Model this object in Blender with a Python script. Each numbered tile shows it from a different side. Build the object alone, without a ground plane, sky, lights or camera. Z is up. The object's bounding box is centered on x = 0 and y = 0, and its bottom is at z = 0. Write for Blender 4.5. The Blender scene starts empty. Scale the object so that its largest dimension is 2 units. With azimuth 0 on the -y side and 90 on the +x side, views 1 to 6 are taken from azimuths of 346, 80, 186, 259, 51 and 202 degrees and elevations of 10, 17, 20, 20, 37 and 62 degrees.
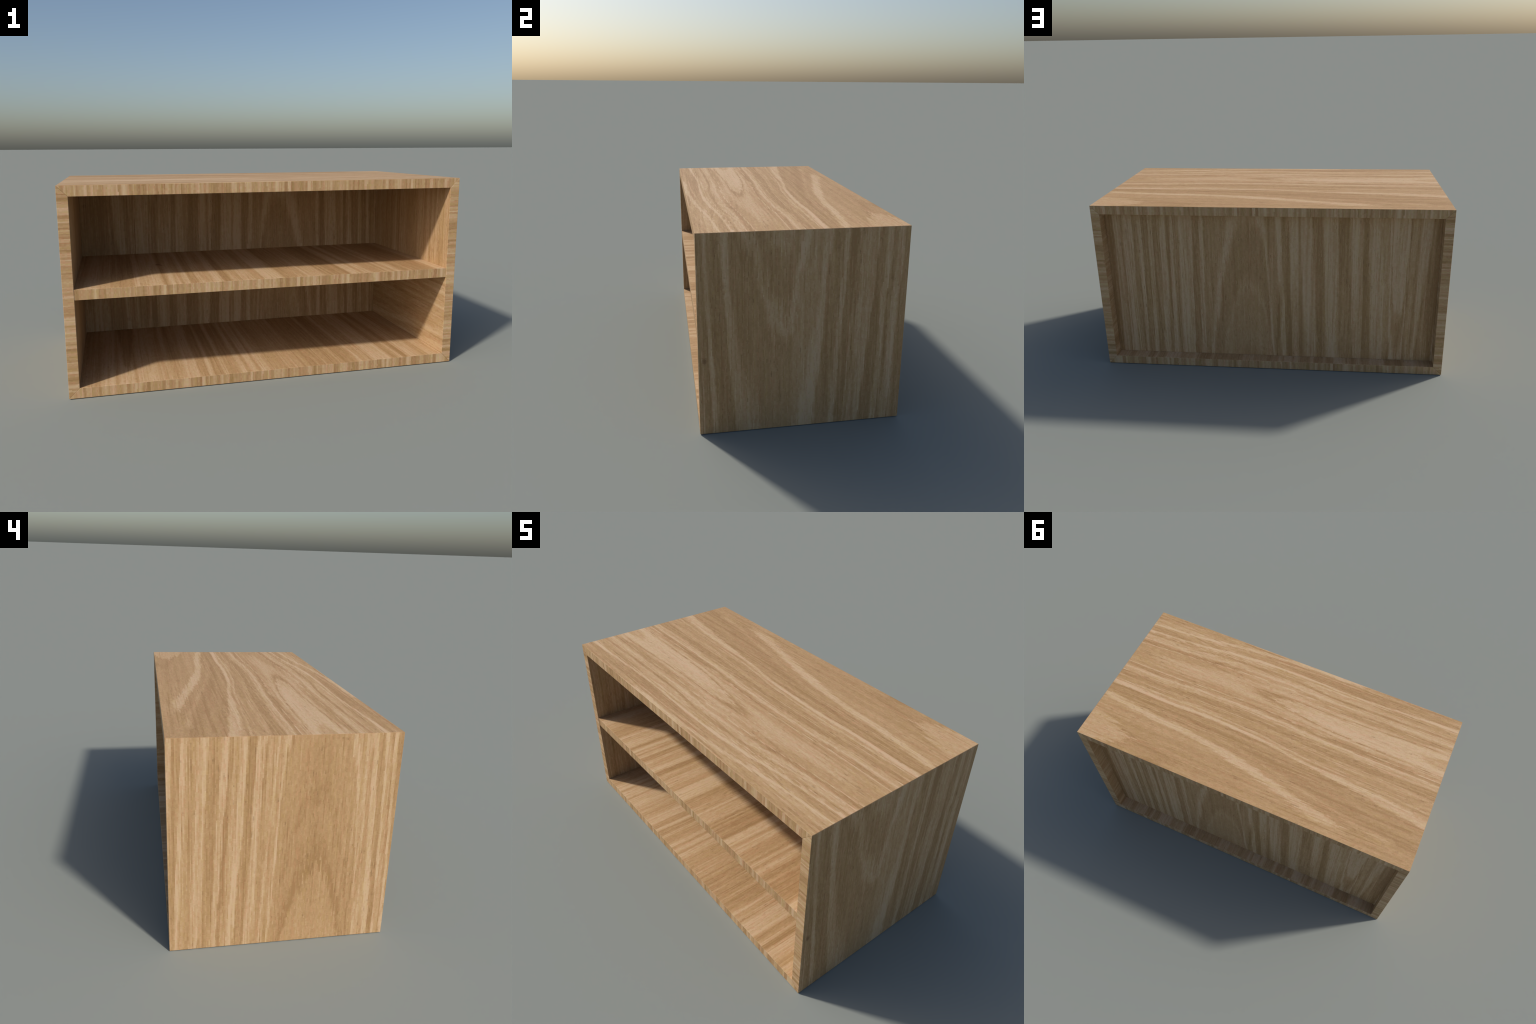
"""Low open two-bay oak shelf unit: mitred carcass, one fixed shelf, recessed back panel.

Every board is a solid with a tiny arris; each face carries an oak veneer whose
figure is computed from a growth-ring field  n = G(across) + slope * along  and a
ring sequence (early / late wood), plus fibres, pores and cell grain.
"""
import bpy, bmesh, math
from mathutils import Vector

# ------------------------------------------------------------------ sizes (m)
W, D, H, T = 2.0, 1.0, 1.0, 0.05          # overall width, depth, height, board
SHELF_Z = 0.5                             # centre of the middle shelf
BACK_Y0, BACK_Y1 = 0.38, 0.431            # back panel, recessed from the rear
ARRIS = 0.001

# --------------------------------------------------------------- oak colours
OAK_DARK = (0.348, 0.205, 0.091)
OAK_MID = (0.468, 0.297, 0.150)
OAK_LIGHT = (0.575, 0.403, 0.245)
OAK_PORE = (0.205, 0.112, 0.050)


class Graph:
    """Small helper that writes shader maths as expressions."""

    def __init__(self, name):
        self.mat = bpy.data.materials.new(name)
        self.mat.use_nodes = True
        self.t = self.mat.node_tree
        self.t.nodes.clear()

    def node(self, kind, **props):
        n = self.t.nodes.new(kind)
        for k, v in props.items():
            setattr(n, k, v)
        return n

    def put(self, socket, value):
        if hasattr(value, "is_output"):
            self.t.links.new(value, socket)
        else:
            socket.default_value = value

    def m(self, op, a, b=0.0, c=0.0, clamp=False):
        n = self.node("ShaderNodeMath", operation=op, use_clamp=clamp)
        for s, v in zip(n.inputs, (a, b, c)):
            self.put(s, v)
        return n.outputs[0]

    def add(self, a, b): return self.m("ADD", a, b)
    def sub(self, a, b): return self.m("SUBTRACT", a, b)
    def mul(self, a, b): return self.m("MULTIPLY", a, b)
    def mad(self, a, b, c): return self.m("MULTIPLY_ADD", a, b, c)
    def snap(self, a, step):
        return self.mul(self.add(self.m("FLOOR", self.mul(a, 1.0 / step)), 0.5), step)

    def vec(self, x, y, z=0.0):
        n = self.node("ShaderNodeCombineXYZ")
        for s, v in zip(n.inputs, (x, y, z)):
            self.put(s, v)
        return n.outputs[0]

    def noise(self, vector, scale=1.0, detail=2.0, rough=0.5):
        n = self.node("ShaderNodeTexNoise", noise_dimensions="3D")
        self.put(n.inputs["Vector"], vector)
        n.inputs["Scale"].default_value = scale
        n.inputs["Detail"].default_value = detail
        n.inputs["Roughness"].default_value = rough
        return self.sub(n.outputs["Fac"], 0.5)

    def white(self, vector):
        n = self.node("ShaderNodeTexWhiteNoise", noise_dimensions="3D")
        self.put(n.inputs["Vector"], vector)
        return n.outputs["Value"]

    def span(self, x, a, b, lo=0.0, hi=1.0):
        n = self.node("ShaderNodeMapRange", clamp=True)
        for s, v in zip(n.inputs, (x, a, b, lo, hi)):
            self.put(s, v)
        return n.outputs[0]

    def curve(self, x, points, smooth=True):
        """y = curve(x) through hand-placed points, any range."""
        xs, ys = [p[0] for p in points], [p[1] for p in points]
        x0, x1, y0, y1 = min(xs), max(xs), min(ys), max(ys)
        dy = (y1 - y0) or 1.0
        n = self.node("ShaderNodeFloatCurve")
        c = n.mapping.curves[0]
        n.mapping.use_clip = False
        pts = [((px - x0) / (x1 - x0), (py - y0) / dy) for px, py in sorted(points)]
        while len(c.points) < len(pts):
            c.points.new(0.5, 0.5)
        for i, (px, py) in enumerate(pts):
            c.points[i].location = (px, py)
            c.points[i].handle_type = "AUTO_CLAMPED" if smooth else "VECTOR"
        n.mapping.update()
        self.put(n.inputs["Factor"], 1.0)
        self.put(n.inputs["Value"], self.span(x, x0, x1))
        return self.mad(n.outputs[0], dy, y0)

    def mix(self, fac, a, b):
        n = self.node("ShaderNodeMix", data_type="RGBA", clamp_factor=True)
        self.put(n.inputs[0], fac)
        for s, v in ((n.inputs[6], a), (n.inputs[7], b)):
            self.put(s, v if hasattr(v, "is_output") else (*v, 1.0))
        return n.outputs[2]


def bands_to_points(bands, soft):
    """[(ring where the band starts, tone)...] -> points with soft flanks."""
    pts, last = [], None
    for start, tone in bands:
        if last is not None:
            pts.append((start - soft, last))
            pts.append((start + soft, tone))
        else:
            pts.append((start, tone))
        last = tone
    pts.append((bands[-1][0] + 1.0, last))
    out = []
    for p in pts:                       # keep the abscissae increasing
        if out and p[0] <= out[-1][0] + 1e-4:
            p = (out[-1][0] + 1e-4, p[1])
        out.append(p)
    return out


def oak(name, along, across, rings=None, slope=1.0, bands=None, soft=0.05, drift=None, wander=0.08,
        stripes=None, seed=0.0, tongues=(), spots=(), cell=0.0058, jag=0.10, ripple=0.6, taper=None, calm=None, bias=None, streak=1.0, pore=1.0, contrast=1.0, lift=0.0):
    """One veneered face. along/across are axis letters of the object frame."""
    g = Graph(name)
    tc = g.node("ShaderNodeTexCoord")
    sep = g.node("ShaderNodeSeparateXYZ")
    g.put(sep.inputs[0], tc.outputs["Object"])
    axis = dict(x=sep.outputs[0], y=sep.outputs[1], z=sep.outputs[2])
    u0, v0 = axis[along], axis[across]
    # fibres end in small steps, imitating the pixel blocks of a coarse texture
    v = g.snap(v0, cell)
    ju = g.mul(g.white(g.vec(v, 3.7, seed)), cell * 5)
    u = g.sub(g.snap(g.add(u0, ju), cell * 1.7), ju)
    feather = g.mul(g.sub(g.white(g.vec(g.snap(g.add(u0, g.mul(ju, 3.0)), 0.06), v, seed + 3)), 0.5), jag)
    vf = g.add(v, g.mul(g.noise(g.vec(g.mul(u, 2.5), g.mul(v, 30.0), seed + 6), 1.0, 2.0), 0.014))

    # --- growth rings
    if rings:
        vv = g.sub(vf, g.curve(u, drift)) if drift else vf
        wob = g.mul(g.noise(g.vec(g.mul(u, 1.8), g.mul(v, 7.0), seed + 5), 1.0, 2.0), wander)
        rag = g.mul(g.noise(g.vec(g.mul(u, 4.0), g.mul(v, 90.0), seed + 9), 1.0, 2.0), jag * 1.4)
        lean = g.mul(u, slope)
        if taper:                       # (end of the board, taper of the trunk across it)
            lean = g.mad(g.sub(u, taper[0]), g.mul(g.curve(vv, taper[1]), slope), taper[0] * slope)
        n = g.add(g.add(lean, g.curve(vv, rings)), g.add(wob, g.add(rag, feather)))
        tone = g.curve(n, bands_to_points(bands, soft), smooth=False)
        fine = g.noise(g.vec(g.mul(n, 2.2), g.mul(u, 0.25), seed + 2), 1.0, 3.0, 0.7)
        tone = g.mad(fine, ripple, tone)
        streak_at = g.add(v, g.mul(n, 0.02))
    else:
        bend = g.mul(g.noise(g.vec(g.mul(u, 0.9), g.mul(v, 2.2), seed + 4), 1.0, 1.0), 0.03 if stripes else 0.06)
        w = g.add(vf, bend)
        streak_at = g.add(v, bend)
        if stripes:
            tone = g.curve(w, bands_to_points(stripes, 0.005), smooth=False)
        else:
            broad = g.noise(g.vec(g.mul(w, 14.0), g.mul(u, 0.35), seed + 1), 1.0, 1.0)
            thin = g.noise(g.vec(g.mul(w, 48.0), g.mul(u, 0.5), seed + 7), 1.0, 2.0, 0.6)
            tone = g.m("ADD", 0.5, g.add(g.mul(broad, 1.5), g.mul(thin, 1.2)), clamp=True)

    # --- local figure: tapering tongues of late or early wood
    for (tip, sign, mid, width, length, target) in tongues:
        ragged = g.mad(g.noise(g.vec(g.mul(u, 3), g.mul(v, 75), seed + 8), 1.0, 2.0), 0.30, g.mul(feather, 0.8))
        run = g.m("MAXIMUM", g.mul(g.sub(g.add(u, ragged), tip), sign / length), 0.0)
        half = g.mul(g.m("SQRT", run), width)
        d = g.m("ABSOLUTE", g.sub(g.add(v, g.mul(g.noise(g.vec(g.mul(u, 7), g.mul(v, 60), seed), 1.0), 0.012)), mid))
        inside = g.mul(g.span(g.sub(half, d), -0.004, 0.010), 0.85)
        keep = g.m("SUBTRACT", 1.0, inside)
        tone = g.add(g.mul(tone, keep), g.mul(inside, target))

    if bias:
        tone = g.add(tone, g.curve(v, bias))
    # --- streaks, fibres, cells
    wide = g.noise(g.vec(g.mul(u, 0.55), g.mul(streak_at, 42.0), seed + 11), 1.0, 2.0, 0.6)
    fib = g.noise(g.vec(g.mul(u, 1.5), g.mul(streak_at, 100.0), seed + 12), 1.0, 2.0, 0.65)
    fib2 = g.noise(g.vec(g.mul(u, 7.0), g.mul(v, 150.0), seed + 13), 1.0, 1.0)
    cu = g.snap(g.add(u0, ju), cell * 3.4)
    c1 = g.sub(g.white(g.vec(cu, v, seed + 17)), 0.5)
    c2 = g.sub(g.white(g.vec(g.snap(u0, cell), v, seed + 19)), 0.5)
    tone = g.mad(g.sub(tone, 0.5), contrast * 0.86, 0.5 + lift)
    tone = g.add(tone, g.mul(g.add(g.mul(wide, 0.80), g.add(g.mul(fib, 0.95), g.mul(fib2, 0.42))), g.mul(g.curve(v, calm), streak) if calm else streak))
    tone = g.add(tone, g.mad(c1, 0.22, g.mul(c2, 0.13)))
    # thin broken late-wood lines
    hair = g.noise(g.vec(g.mul(u, 1.1), g.mul(streak_at, 78.0), seed + 14), 1.0, 1.0)
    tone = g.sub(tone, g.span(hair, 0.13, 0.22, 0.0, 0.26))

    dark = g.mix(g.span(tone, 0.0, 0.5), OAK_DARK, OAK_MID)
    col = g.mix(g.span(tone, 0.5, 1.0), dark, OAK_LIGHT)
    # hue of single cells: a little rosy or a little straw
    hue = g.white(g.vec(cu, v, seed + 23))
    broadhue = g.noise(g.vec(g.mul(u, 2.0), g.mul(v, 40.0), seed + 29), 1.0, 2.0)
    h = g.add(g.mul(g.sub(hue, 0.5), 0.8), g.mul(broadhue, 1.4))
    rosy = g.node("ShaderNodeMix", data_type="RGBA", blend_type="MULTIPLY", clamp_factor=True)
    g.put(rosy.inputs[0], g.span(h, 0.0, 0.8)); g.put(rosy.inputs[6], col)
    rosy.inputs[7].default_value = (1.05, 0.93, 0.92, 1)
    straw = g.node("ShaderNodeMix", data_type="RGBA", blend_type="MULTIPLY", clamp_factor=True)
    g.put(straw.inputs[0], g.span(h, 0.0, -0.8)); g.put(straw.inputs[6], rosy.outputs[2])
    straw.inputs[7].default_value = (1.0, 1.0, 0.86, 1)
    col = straw.outputs[2]

    # --- pores: short dark dashes, denser in the late wood
    p = g.noise(g.vec(g.mul(u, 26.0), g.mul(v, 165.0), seed + 31), 1.0, 0.0)
    dense = g.noise(g.vec(g.mul(u, 1.5), g.mul(v, 18.0), seed + 37), 1.0, 1.0)
    pm = g.span(g.add(g.mad(dense, 0.25, p), g.mul(tone, -0.07)), 0.20, 0.33, 0.0, 0.42 * pore)
    col = g.mix(pm, col, OAK_PORE)
    for (su, sv, r, strength) in spots:
        d = g.m("POWER", g.add(g.m("POWER", g.mul(g.sub(u, su), 0.6), 2.0), g.m("POWER", g.sub(v, sv), 2.0)), 0.5)
        col = g.mix(g.span(d, r, r * 0.3, 0.0, strength), col, (0.16, 0.07, 0.03))

    b = g.node("ShaderNodeBsdfPrincipled")
    g.put(b.inputs["Base Color"], col)
    b.inputs["Roughness"].default_value = 0.62
    b.inputs["Specular IOR Level"].default_value = 0.25
    out = g.node("ShaderNodeOutputMaterial")
    g.put(out.inputs[0], b.outputs[0])
    return g.mat


def end_bars(name, length, across, seed):
    """Board edge banded with short cross-grain strips of uneven width."""
    g = Graph(name)
    tc = g.node("ShaderNodeTexCoord")
    sep = g.node("ShaderNodeSeparateXYZ")
    g.put(sep.inputs[0], tc.outputs["Object"])
    axis = dict(x=sep.outputs[0], y=sep.outputs[1], z=sep.outputs[2])
    v0, u0 = axis[length], axis[across]
    v = g.snap(v0, 0.0056)
    slant = g.mul(g.noise(g.vec(g.mul(v, 6.0), g.mul(u0, 3.0), seed), 1.0), 0.018)
    def bars(scale, s):
        n = g.node("ShaderNodeTexVoronoi", voronoi_dimensions="1D", feature="F1")
        g.put(n.inputs["W"], g.mad(g.add(v, slant), scale, s))
        n.inputs["Randomness"].default_value = 1.0
        q = g.node("ShaderNodeSeparateColor")
        g.put(q.inputs[0], n.outputs["Color"])
        return g.sub(q.outputs[0], 0.5)
    cu = g.snap(u0, 0.011)
    c1 = g.sub(g.white(g.vec(cu, v, seed + 3)), 0.5)
    c2 = g.sub(g.white(g.vec(0.0, v, seed + 4)), 0.5)
    tone = g.add(g.add(g.mad(bars(12.0, seed), 0.62, 0.52), g.mul(bars(22.0, seed + 31.3), 0.50)),
                 g.add(g.mul(c1, 0.20), g.mul(c2, 0.08)))
    dark = g.mix(g.span(tone, 0.0, 0.5), OAK_DARK, OAK_MID)
    col = g.mix(g.span(tone, 0.5, 1.0), dark, OAK_LIGHT)
    h = g.mad(g.sub(g.white(g.vec(cu, v, seed + 8)), 0.5), 0.7, g.mul(bars(45.0, seed + 71.0), 0.9))
    for rng, tint in (((0.0, 0.7), (1.05, 0.92, 0.92, 1)), ((0.0, -0.7), (0.99, 1.01, 0.84, 1))):
        x = g.node("ShaderNodeMix", data_type="RGBA", blend_type="MULTIPLY", clamp_factor=True)
        g.put(x.inputs[0], g.span(h, *rng)); g.put(x.inputs[6], col)
        x.inputs[7].default_value = tint
        col = x.outputs[2]
    b = g.node("ShaderNodeBsdfPrincipled")
    g.put(b.inputs["Base Color"], col)
    b.inputs["Roughness"].default_value = 0.62
    b.inputs["Specular IOR Level"].default_value = 0.25
    out = g.node("ShaderNodeOutputMaterial")
    g.put(out.inputs[0], b.outputs[0])
    return g.mat


# --------------------------------------------------------------- the veneers
L, M, K = 0.92, 0.52, 0.12       # light early wood, middle, dark late wood

TOP = oak("oak_top", "x", "y", seed=1.3, slope=1.0, contrast=0.9, streak=0.88, soft=0.03, wander=0.13, jag=0.085, tongues=[(-.12, -1, .51, .07, .35, .30), (.73, 1, .42, .115, .27, .80)],
          bias=[(-.5, .22), (-.36, .20), (-.28, .10), (-.24, 0), (.5, 0)],
          calm=[(-.5, 1.4), (-.27, 1.3), (-.22, .55), (-.12, .55), (-.07, 1.2), (.2, 1), (.3, .55), (.5, .6)],
          drift=[(-1, 0.0), (-0.4, 0.0), (0.15, -0.02), (0.7, 0.01), (1, 0.02)],
          rings=[(-.5, 13.3), (-.46, 12.85), (-.42, 12.2), (-.39, 11.3), (-.357, 10.4), (-.337, 8.0), (-.30, 4.3), (-.27, 2.2),
                 (-.25, 1.15), (-.235, .75), (-.22, .38), (-.205, .12), (-.17, 0), (-.135, .12), (-.12, .38), (-.105, .75),
                 (-.09, 1.15), (-.05, 3.5), (-.02, 6), (0, 7.5),
                 (.035, 9.2), (.06, 10.1), (.09, 10.55), (.125, 11.2), (.155, 11.8), (.2, 12.14), (.25, 12.5), (.28, 12.72),
                 (.33, 12.98), (.38, 13.25), (.42, 13.42), (.46, 13.5), (.5, 13.46)],
          bands=[(-1.2, .70), (-.95, .50), (-.86, 1.0), (-.30, 1.05), (-.12, .72), (-.02, .98), (.05, .05), (.17, .62),
                 (.27, .80), (.68, .74), (.9, .45), (2.05, .88), (2.25, .15), (3.3, .45), (3.9, .90), (5.2, .70),
                 (6.9, .35), (7.3, .10), (9.2, .48), (10.0, .30), (10.66, .80), (10.84, .35), (11.1, .95), (11.5, .22), (12.1, .10),
                 (12.42, .22), (12.52, .60), (12.58, .10), (12.64, .28), (12.82, .95), (13.09, .32), (13.5, .28), (13.88, .02), (14.02, .25), (15, .3)])

LEFT = oak("oak_left", "z", "y", seed=7.1, slope=1.0, soft=0.03, wander=0.13, jag=0.09, contrast=0.92, calm=[(-.5, 1.2), (-.28, 1), (-.22, .5), (0, .5), (.05, 1.1), (.5, 1.25)],
           rings=[(-.5, 6.5), (-.45, 4.6), (-.42, 3.5), (-.385, 2.5), (-.345, 1.3), (-.31, .62), (-.275, .38), (-.23, .16), (-.20, .06),
                  (-.165, 0), (-.13, .04), (-.05, .18), (-.025, .30), (.005, .44), (.03, .9), (.057, 1.42), (.09, 1.9), (.125, 2.6), (.165, 3.5),
                  (.245, 5), (.325, 6.5), (.42, 8.3), (.5, 10)],
           bands=[(-.1, .44), (.20, .34), (.27, .42), (.36, .38), (.385, -.15), (.49, .20), (.55, .30), (.62, .36), (.74, .12), (.80, .36), (.93, .22), (.98, .36), (1.30, .32), (1.37, .95), (1.52, .52), (2.05, .85), (2.2, .45),
                  (2.9, .92), (3.65, .20), (4.5, 1.0), (5.0, .50), (5.6, .15), (5.95, .90), (6.5, .28), (7.5, .80), (8.2, .35),
                  (8.7, .55), (9.25, .92), (9.65, .40), (10.4, .65), (11.2, .4)])

RIGHT = oak("oak_right", "z", "y", seed=12.9, slope=1.0, contrast=0.88, soft=0.06, wander=0.34, jag=0.12, ripple=0.75, calm=[(-.5, 1.1), (-.33, .9), (-.25, .6), (.05, .6), (.12, 1), (.5, 1.2)],
            bias=[(-.5, 0), (-.36, -.05), (-.3, -.2), (-.22, -.08), (-.08, .02), (-.01, .25), (.10, .2), (.15, 0), (.5, 0)], spots=[(.385, -.472, .014, .7)],
            rings=[(-.5, -4), (-.46, -2.7), (-.43, -2.0), (-.40, -1.6), (-.37, -1.3), (-.335, -.75), (-.30, -.5), (-.245, -.33),
                   (-.16, -.04), (-.10, 0), (-.05, -.1), (-.01, -.3), (.03, -.5), (.07, -.8), (.10, -1.3), (.13, -1.7), (.185, -2.6), (.21, -3.1),
                   (.255, -4), (.285, -4.4), (.35, -5.4), (.39, -6.4), (.42, -7.1), (.46, -8), (.5, -9)],
            bands=[(-9, .3), (-7.4, .75), (-6.6, .25), (-6.1, .80), (-5.4, .15), (-4.4, .70), (-3.9, .5), (-3.75, .75), (-3.4, .25), (-3.15, .70), (-3.0, .15),
                   (-2.1, .75), (-1.65, .15), (-.62, .85), (-.22, .62), (-.12, .34), (.22, .42), (.36, .15), (.43, .5), (.50, .92), (.66, .18), (.90, .6), (1.0, .5)])

def back_leaf(name, seed, shift, fall):
    """Crown-cut leaf: an arch right of centre, a hanging loop far left; fall lowers the arch."""
    return oak(name, "z", "x", seed=seed, slope=1.0, soft=0.04, wander=0.06, jag=0.05, ripple=0.55, contrast=0.97,
           taper=(.95, [(-.95, .8), (-.68 + shift, 1), (-.6 + shift, .4), (-.15 + shift, .4), (-.04 + shift, 1), (.95, 1)]),
           calm=[(-.95, 1.35), (-.05 + shift, 1.2), (.03 + shift, .6), (.28 + shift, .6), (.4 + shift, 1.2), (.95, 1.3)],
           rings=[(x + shift, ring) for x, ring in [(-0.95, 11.6), (-0.9, 12.41), (-0.84, 13.13), (-0.83, 13.58), (-0.79, 14.39), (-0.78, 15.12), (-0.765, 15.62), (-0.735,
                  15.74), (-0.705, 15.62), (-0.685, 15.12), (-0.63, 13.04), (-0.555, 12.32), (-0.525, 11.06), (-0.45, 10.16),
                  (-0.385, 8.9), (-0.3, 7.82), (-0.24, 7.1), (-0.18, 6.56), (-0.16, 5.48), (-0.11, 3.32), (-0.06, 2.06),
                  (-0.03, 1.15), (-0.005, 0.78), (0.01, 0.45), (0.03, 0.2), (0.065, 0.05), (0.13, 0), (0.18, 0.05), (0.25,
                  0.26), (0.3, 0.51), (0.36, 0.92), (0.405, 2.15), (0.44, 3.32), (0.52, 5.48), (0.6, 8), (0.7, 11.06),
                  (0.755, 13.04), (0.85, 17), (0.95, 20.6)]],
           bands=[(n - fall, tone) for n, tone in [(-0.1, 0.28), (0.12, 0.48), (0.24, 0.34), (0.32, 0.55), (0.42, 0.38), (0.5, 0.82), (0.58, 0.12), (0.68, 0.38), (0.74, 0.16), (0.84, 0.3), (0.9, 0.95), (1.12, 0.4), (1.5, 0.3), (2.2,
                  0.85), (3.01, 0.15), (4.27, 0.85), (6.43, 0.38), (7.42, 0.82), (8.05, 0.12), (8.77, 0.85), (9.85, 0.18),
                  (11.11, 0.78), (12.01, 0.15), (13.27, 0.8), (13.99, 0.3), (15.54, 0.8), (15.84, 0.15), (16.07, 0.88),
                  (17.86, 0.25), (18.4, 0.6), (19.66, 0.15), (21.46, 0.15)]])


BACK = back_leaf("oak_back", 21.7, 0.0, 0.0)
BACK_INNER = back_leaf("oak_back_inner", 87.3, 0.14, 0.06)

SHELF_TOP = oak("oak_shelf", "y", "x", seed=31.1, contrast=0.98, spots=[(0.0, -.53, .02, .75), (-.03, -.515, .01, .5)], stripes=[
    (-.95, .45), (-.90, .8), (-.84, .6), (-.78, .42), (-.745, .22), (-.665, .92), (-.64, .66), (-.60, .85), (-.535, .16), (-.505, .9),
    (-.475, .5), (-.44, .85), (-.41, .3), (-.365, .85), (-.335, .6), (-.29, .85), (-.245, .15), (-.205, .62), (-.15, .8), (-.105, .45), (-.045, .95),
    (.05, .25), (.12, .4), (.175, .62), (.28, .22), (.33, .12), (.41, .85), (.465, .25), (.485, .9), (.52, .3), (.615, .9), (.635, .15), (.65, .82), (.69, .28), (.78, .18), (.89, .8)])

FLOOR_TOP = oak("oak_floor", "y", "x", seed=41.9, contrast=0.98, tongues=[(-.32, 1, -.72, .05, .7, .1)], stripes=[
    (-1, .6), (-.95, .4), (-.90, .6), (-.845, .9), (-.785, .45), (-.765, .92), (-.695, .5), (-.68, .85), (-.575, .5), (-.535, .85), (-.51, .35), (-.47, .65), (-.435, .92),
    (-.37, .25), (-.325, .85), (-.305, .25), (-.255, .8), (-.23, .35), (-.165, .92), (-.14, .4), (-.12, .9), (-.08, .3), (-.065, .9), (-.03, .45), (.05, .55),
    (.18, .3), (.355, .75), (.368, .18), (.455, .85), (.485, .5), (.555, .9), (.655, .25), (.69, .75), (.715, .2), (.755, .8), (.84, .3), (.865, .68), (1, .6)])

INNER_UP = oak("oak_inner", "z", "y", seed=51.3, contrast=0.9, lift=0.05)
INNER_LOW = oak("oak_inner_low", "y", "z", seed=57.7, contrast=0.8, lift=0.05, slope=-1.0, soft=0.06, wander=0.3,
                rings=[(0, 2.2), (.1, .9), (.2, .1), (.25, 0), (.3, .15), (.4, 1.2), (.5, 3.5), (1, 9)],
                bands=[(-.6, .5), (-.25, .62), (.05, .2), (.25, .6), (.5, .35), (.62, .75), (.95, .3), (1.3, .7), (1.9, .3), (2.3, .7), (3, .35), (3.6, .8), (4.2, .3), (10, .5)])
RIM = oak("oak_rim", "y", "z", seed=61.3, contrast=1.1)
UNDER = oak("oak_under", "y", "x", seed=67.9)
BASE = oak("oak_base", "x", "y", seed=71.1)
EDGE_X = end_bars("oak_edge_across", "x", "z", 3.0)
EDGE_X2 = end_bars("oak_shelf_edge", "x", "z", 19.0)
EDGE_X3 = end_bars("oak_floor_edge", "x", "z", 27.0)
EDGE_Z = end_bars("oak_edge_upright", "z", "x", 11.0)
EDGE_Z2 = end_bars("oak_edge_upright_far", "z", "x", 43.0)


# ------------------------------------------------------------------- boards
def prism(name, profile, y0, y1, parent, pick, cuts=()):
    """Extrude an x-z outline along y, chamfer its arrises, give faces veneers.

    pick(normal, centre) -> material; cuts are (point, normal) planes that part
    a face into differently veneered fields."""
    bm = bmesh.new()
    front = [bm.verts.new((x, y0, z)) for x, z in profile]
    rear = [bm.verts.new((x, y1, z)) for x, z in profile]
    n = len(profile)
    bm.faces.new(front)
    bm.faces.new(rear[::-1])
    for i in range(n):
        j = (i + 1) % n
        bm.faces.new((front[i], rear[i], rear[j], front[j]))
    bmesh.ops.recalc_face_normals(bm, faces=bm.faces[:])
    bmesh.ops.bevel(bm, geom=bm.edges[:], offset=ARRIS, segments=1, affect="EDGES", profile=0.5)
    for co, no in cuts:
        bmesh.ops.bisect_plane(bm, geom=bm.verts[:] + bm.edges[:] + bm.faces[:], plane_co=co, plane_no=no)
    bm.normal_update()
    mats, slots = [], {}
    for f in bm.faces:
        # arrises take the veneer of the face they lean to
        nrm = Vector([round(c, 3) for c in f.normal])
        mt = pick(nrm, f.calc_center_median())
        if mt.name not in slots:
            slots[mt.name] = len(mats)
            mats.append(mt)
        f.material_index = slots[mt.name]
    me = bpy.data.meshes.new(name)
    bm.to_mesh(me)
    bm.free()
    for mt in mats:
        me.materials.append(mt)
    ob = bpy.data.objects.new(name, me)
    bpy.context.scene.collection.objects.link(ob)
    ob.parent = parent
    return ob


unit = bpy.data.objects.new("open_shelf_unit", None)
unit.empty_display_size = 0.2
bpy.context.scene.collection.objects.link(unit)
unit["label"] = "low open wooden shelf unit with one middle shelf"
unit["category"] = "shelf"

hw, hd = W / 2, D / 2
gap = 0.0004        # hairline at the mitres


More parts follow.
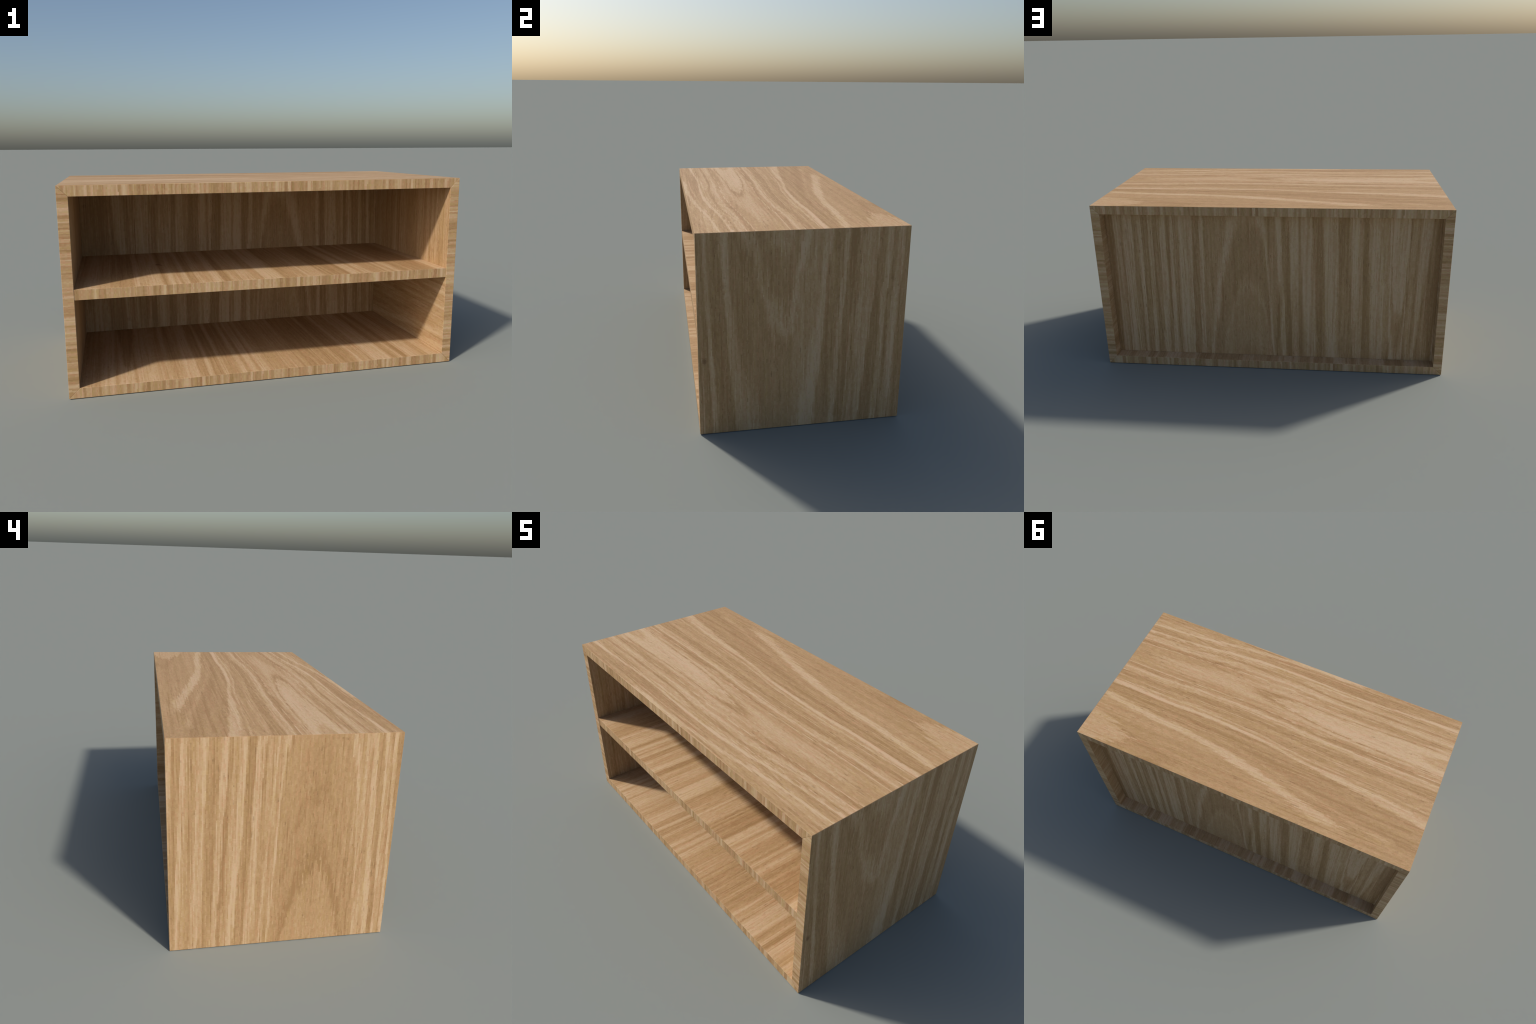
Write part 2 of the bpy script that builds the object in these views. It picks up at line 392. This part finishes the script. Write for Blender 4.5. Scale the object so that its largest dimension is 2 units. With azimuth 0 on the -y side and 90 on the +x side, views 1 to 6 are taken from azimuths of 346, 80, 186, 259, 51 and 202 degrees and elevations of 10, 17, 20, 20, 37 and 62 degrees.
def facing(n, axis, sign):
    return n[axis] * sign > 0.75


def pick_top(n, c):
    if facing(n, 2, 1): return TOP
    if abs(n.y) > 0.75: return EDGE_X
    if facing(n, 2, -1): return UNDER
    return TOP if n.z > 0 else EDGE_X


def pick_floor(n, c):
    if abs(n.y) > 0.75: return EDGE_X3
    if n.z > 0.5: return FLOOR_TOP
    return BASE


def pick_side(outer, inner_low, edge):
    def pick(n, c):
        if abs(n.y) > 0.75: return edge
        if n.x * outer > 0.75: return LEFT if outer < 0 else RIGHT
        if n.x * outer < -0.75:
            if c.y > BACK_Y1 - 0.02: return RIM
            return inner_low if c.z < SHELF_Z else INNER_UP
        return edge
    return pick


def pick_shelf(n, c):
    if abs(n.y) > 0.75: return EDGE_X2
    return SHELF_TOP if n.z > 0 else UNDER


# mitred carcass: each board is a trapezoid whose ends are cut at 45 degrees
prism("top_panel", [(-hw + gap, H), (hw - gap, H), (hw - T - gap, H - T), (-hw + T + gap, H - T)], -hd, hd, unit, pick_top)
prism("bottom_panel", [(-hw + gap, 0), (-hw + T + gap, T), (hw - T - gap, T), (hw - gap, 0)], -hd, hd, unit, pick_floor)
cuts = [((0, 0, SHELF_Z), (0, 0, 1)), ((0, BACK_Y1 - 0.01, 0), (0, 1, 0))]
prism("side_panel", [(-hw, 0), (-hw, H), (-hw + T, H - T), (-hw + T, T)], -hd, hd, unit, pick_side(-1, INNER_UP, EDGE_Z), cuts)
prism("side_panel", [(hw, 0), (hw - T, T), (hw - T, H - T), (hw, H)], -hd, hd, unit, pick_side(1, INNER_LOW, EDGE_Z2), cuts)

s0, s1 = SHELF_Z - T / 2, SHELF_Z + T / 2
xi = hw - T
prism("middle_shelf", [(-xi, s0), (-xi, s1), (xi, s1), (xi, s0)], -hd + 0.0015, BACK_Y0, unit, pick_shelf)
prism("back_panel", [(-xi, T), (-xi, H - T), (xi, H - T), (xi, T)], BACK_Y0, BACK_Y1, unit, lambda n, c: BACK_INNER if n.y < -0.5 else BACK)
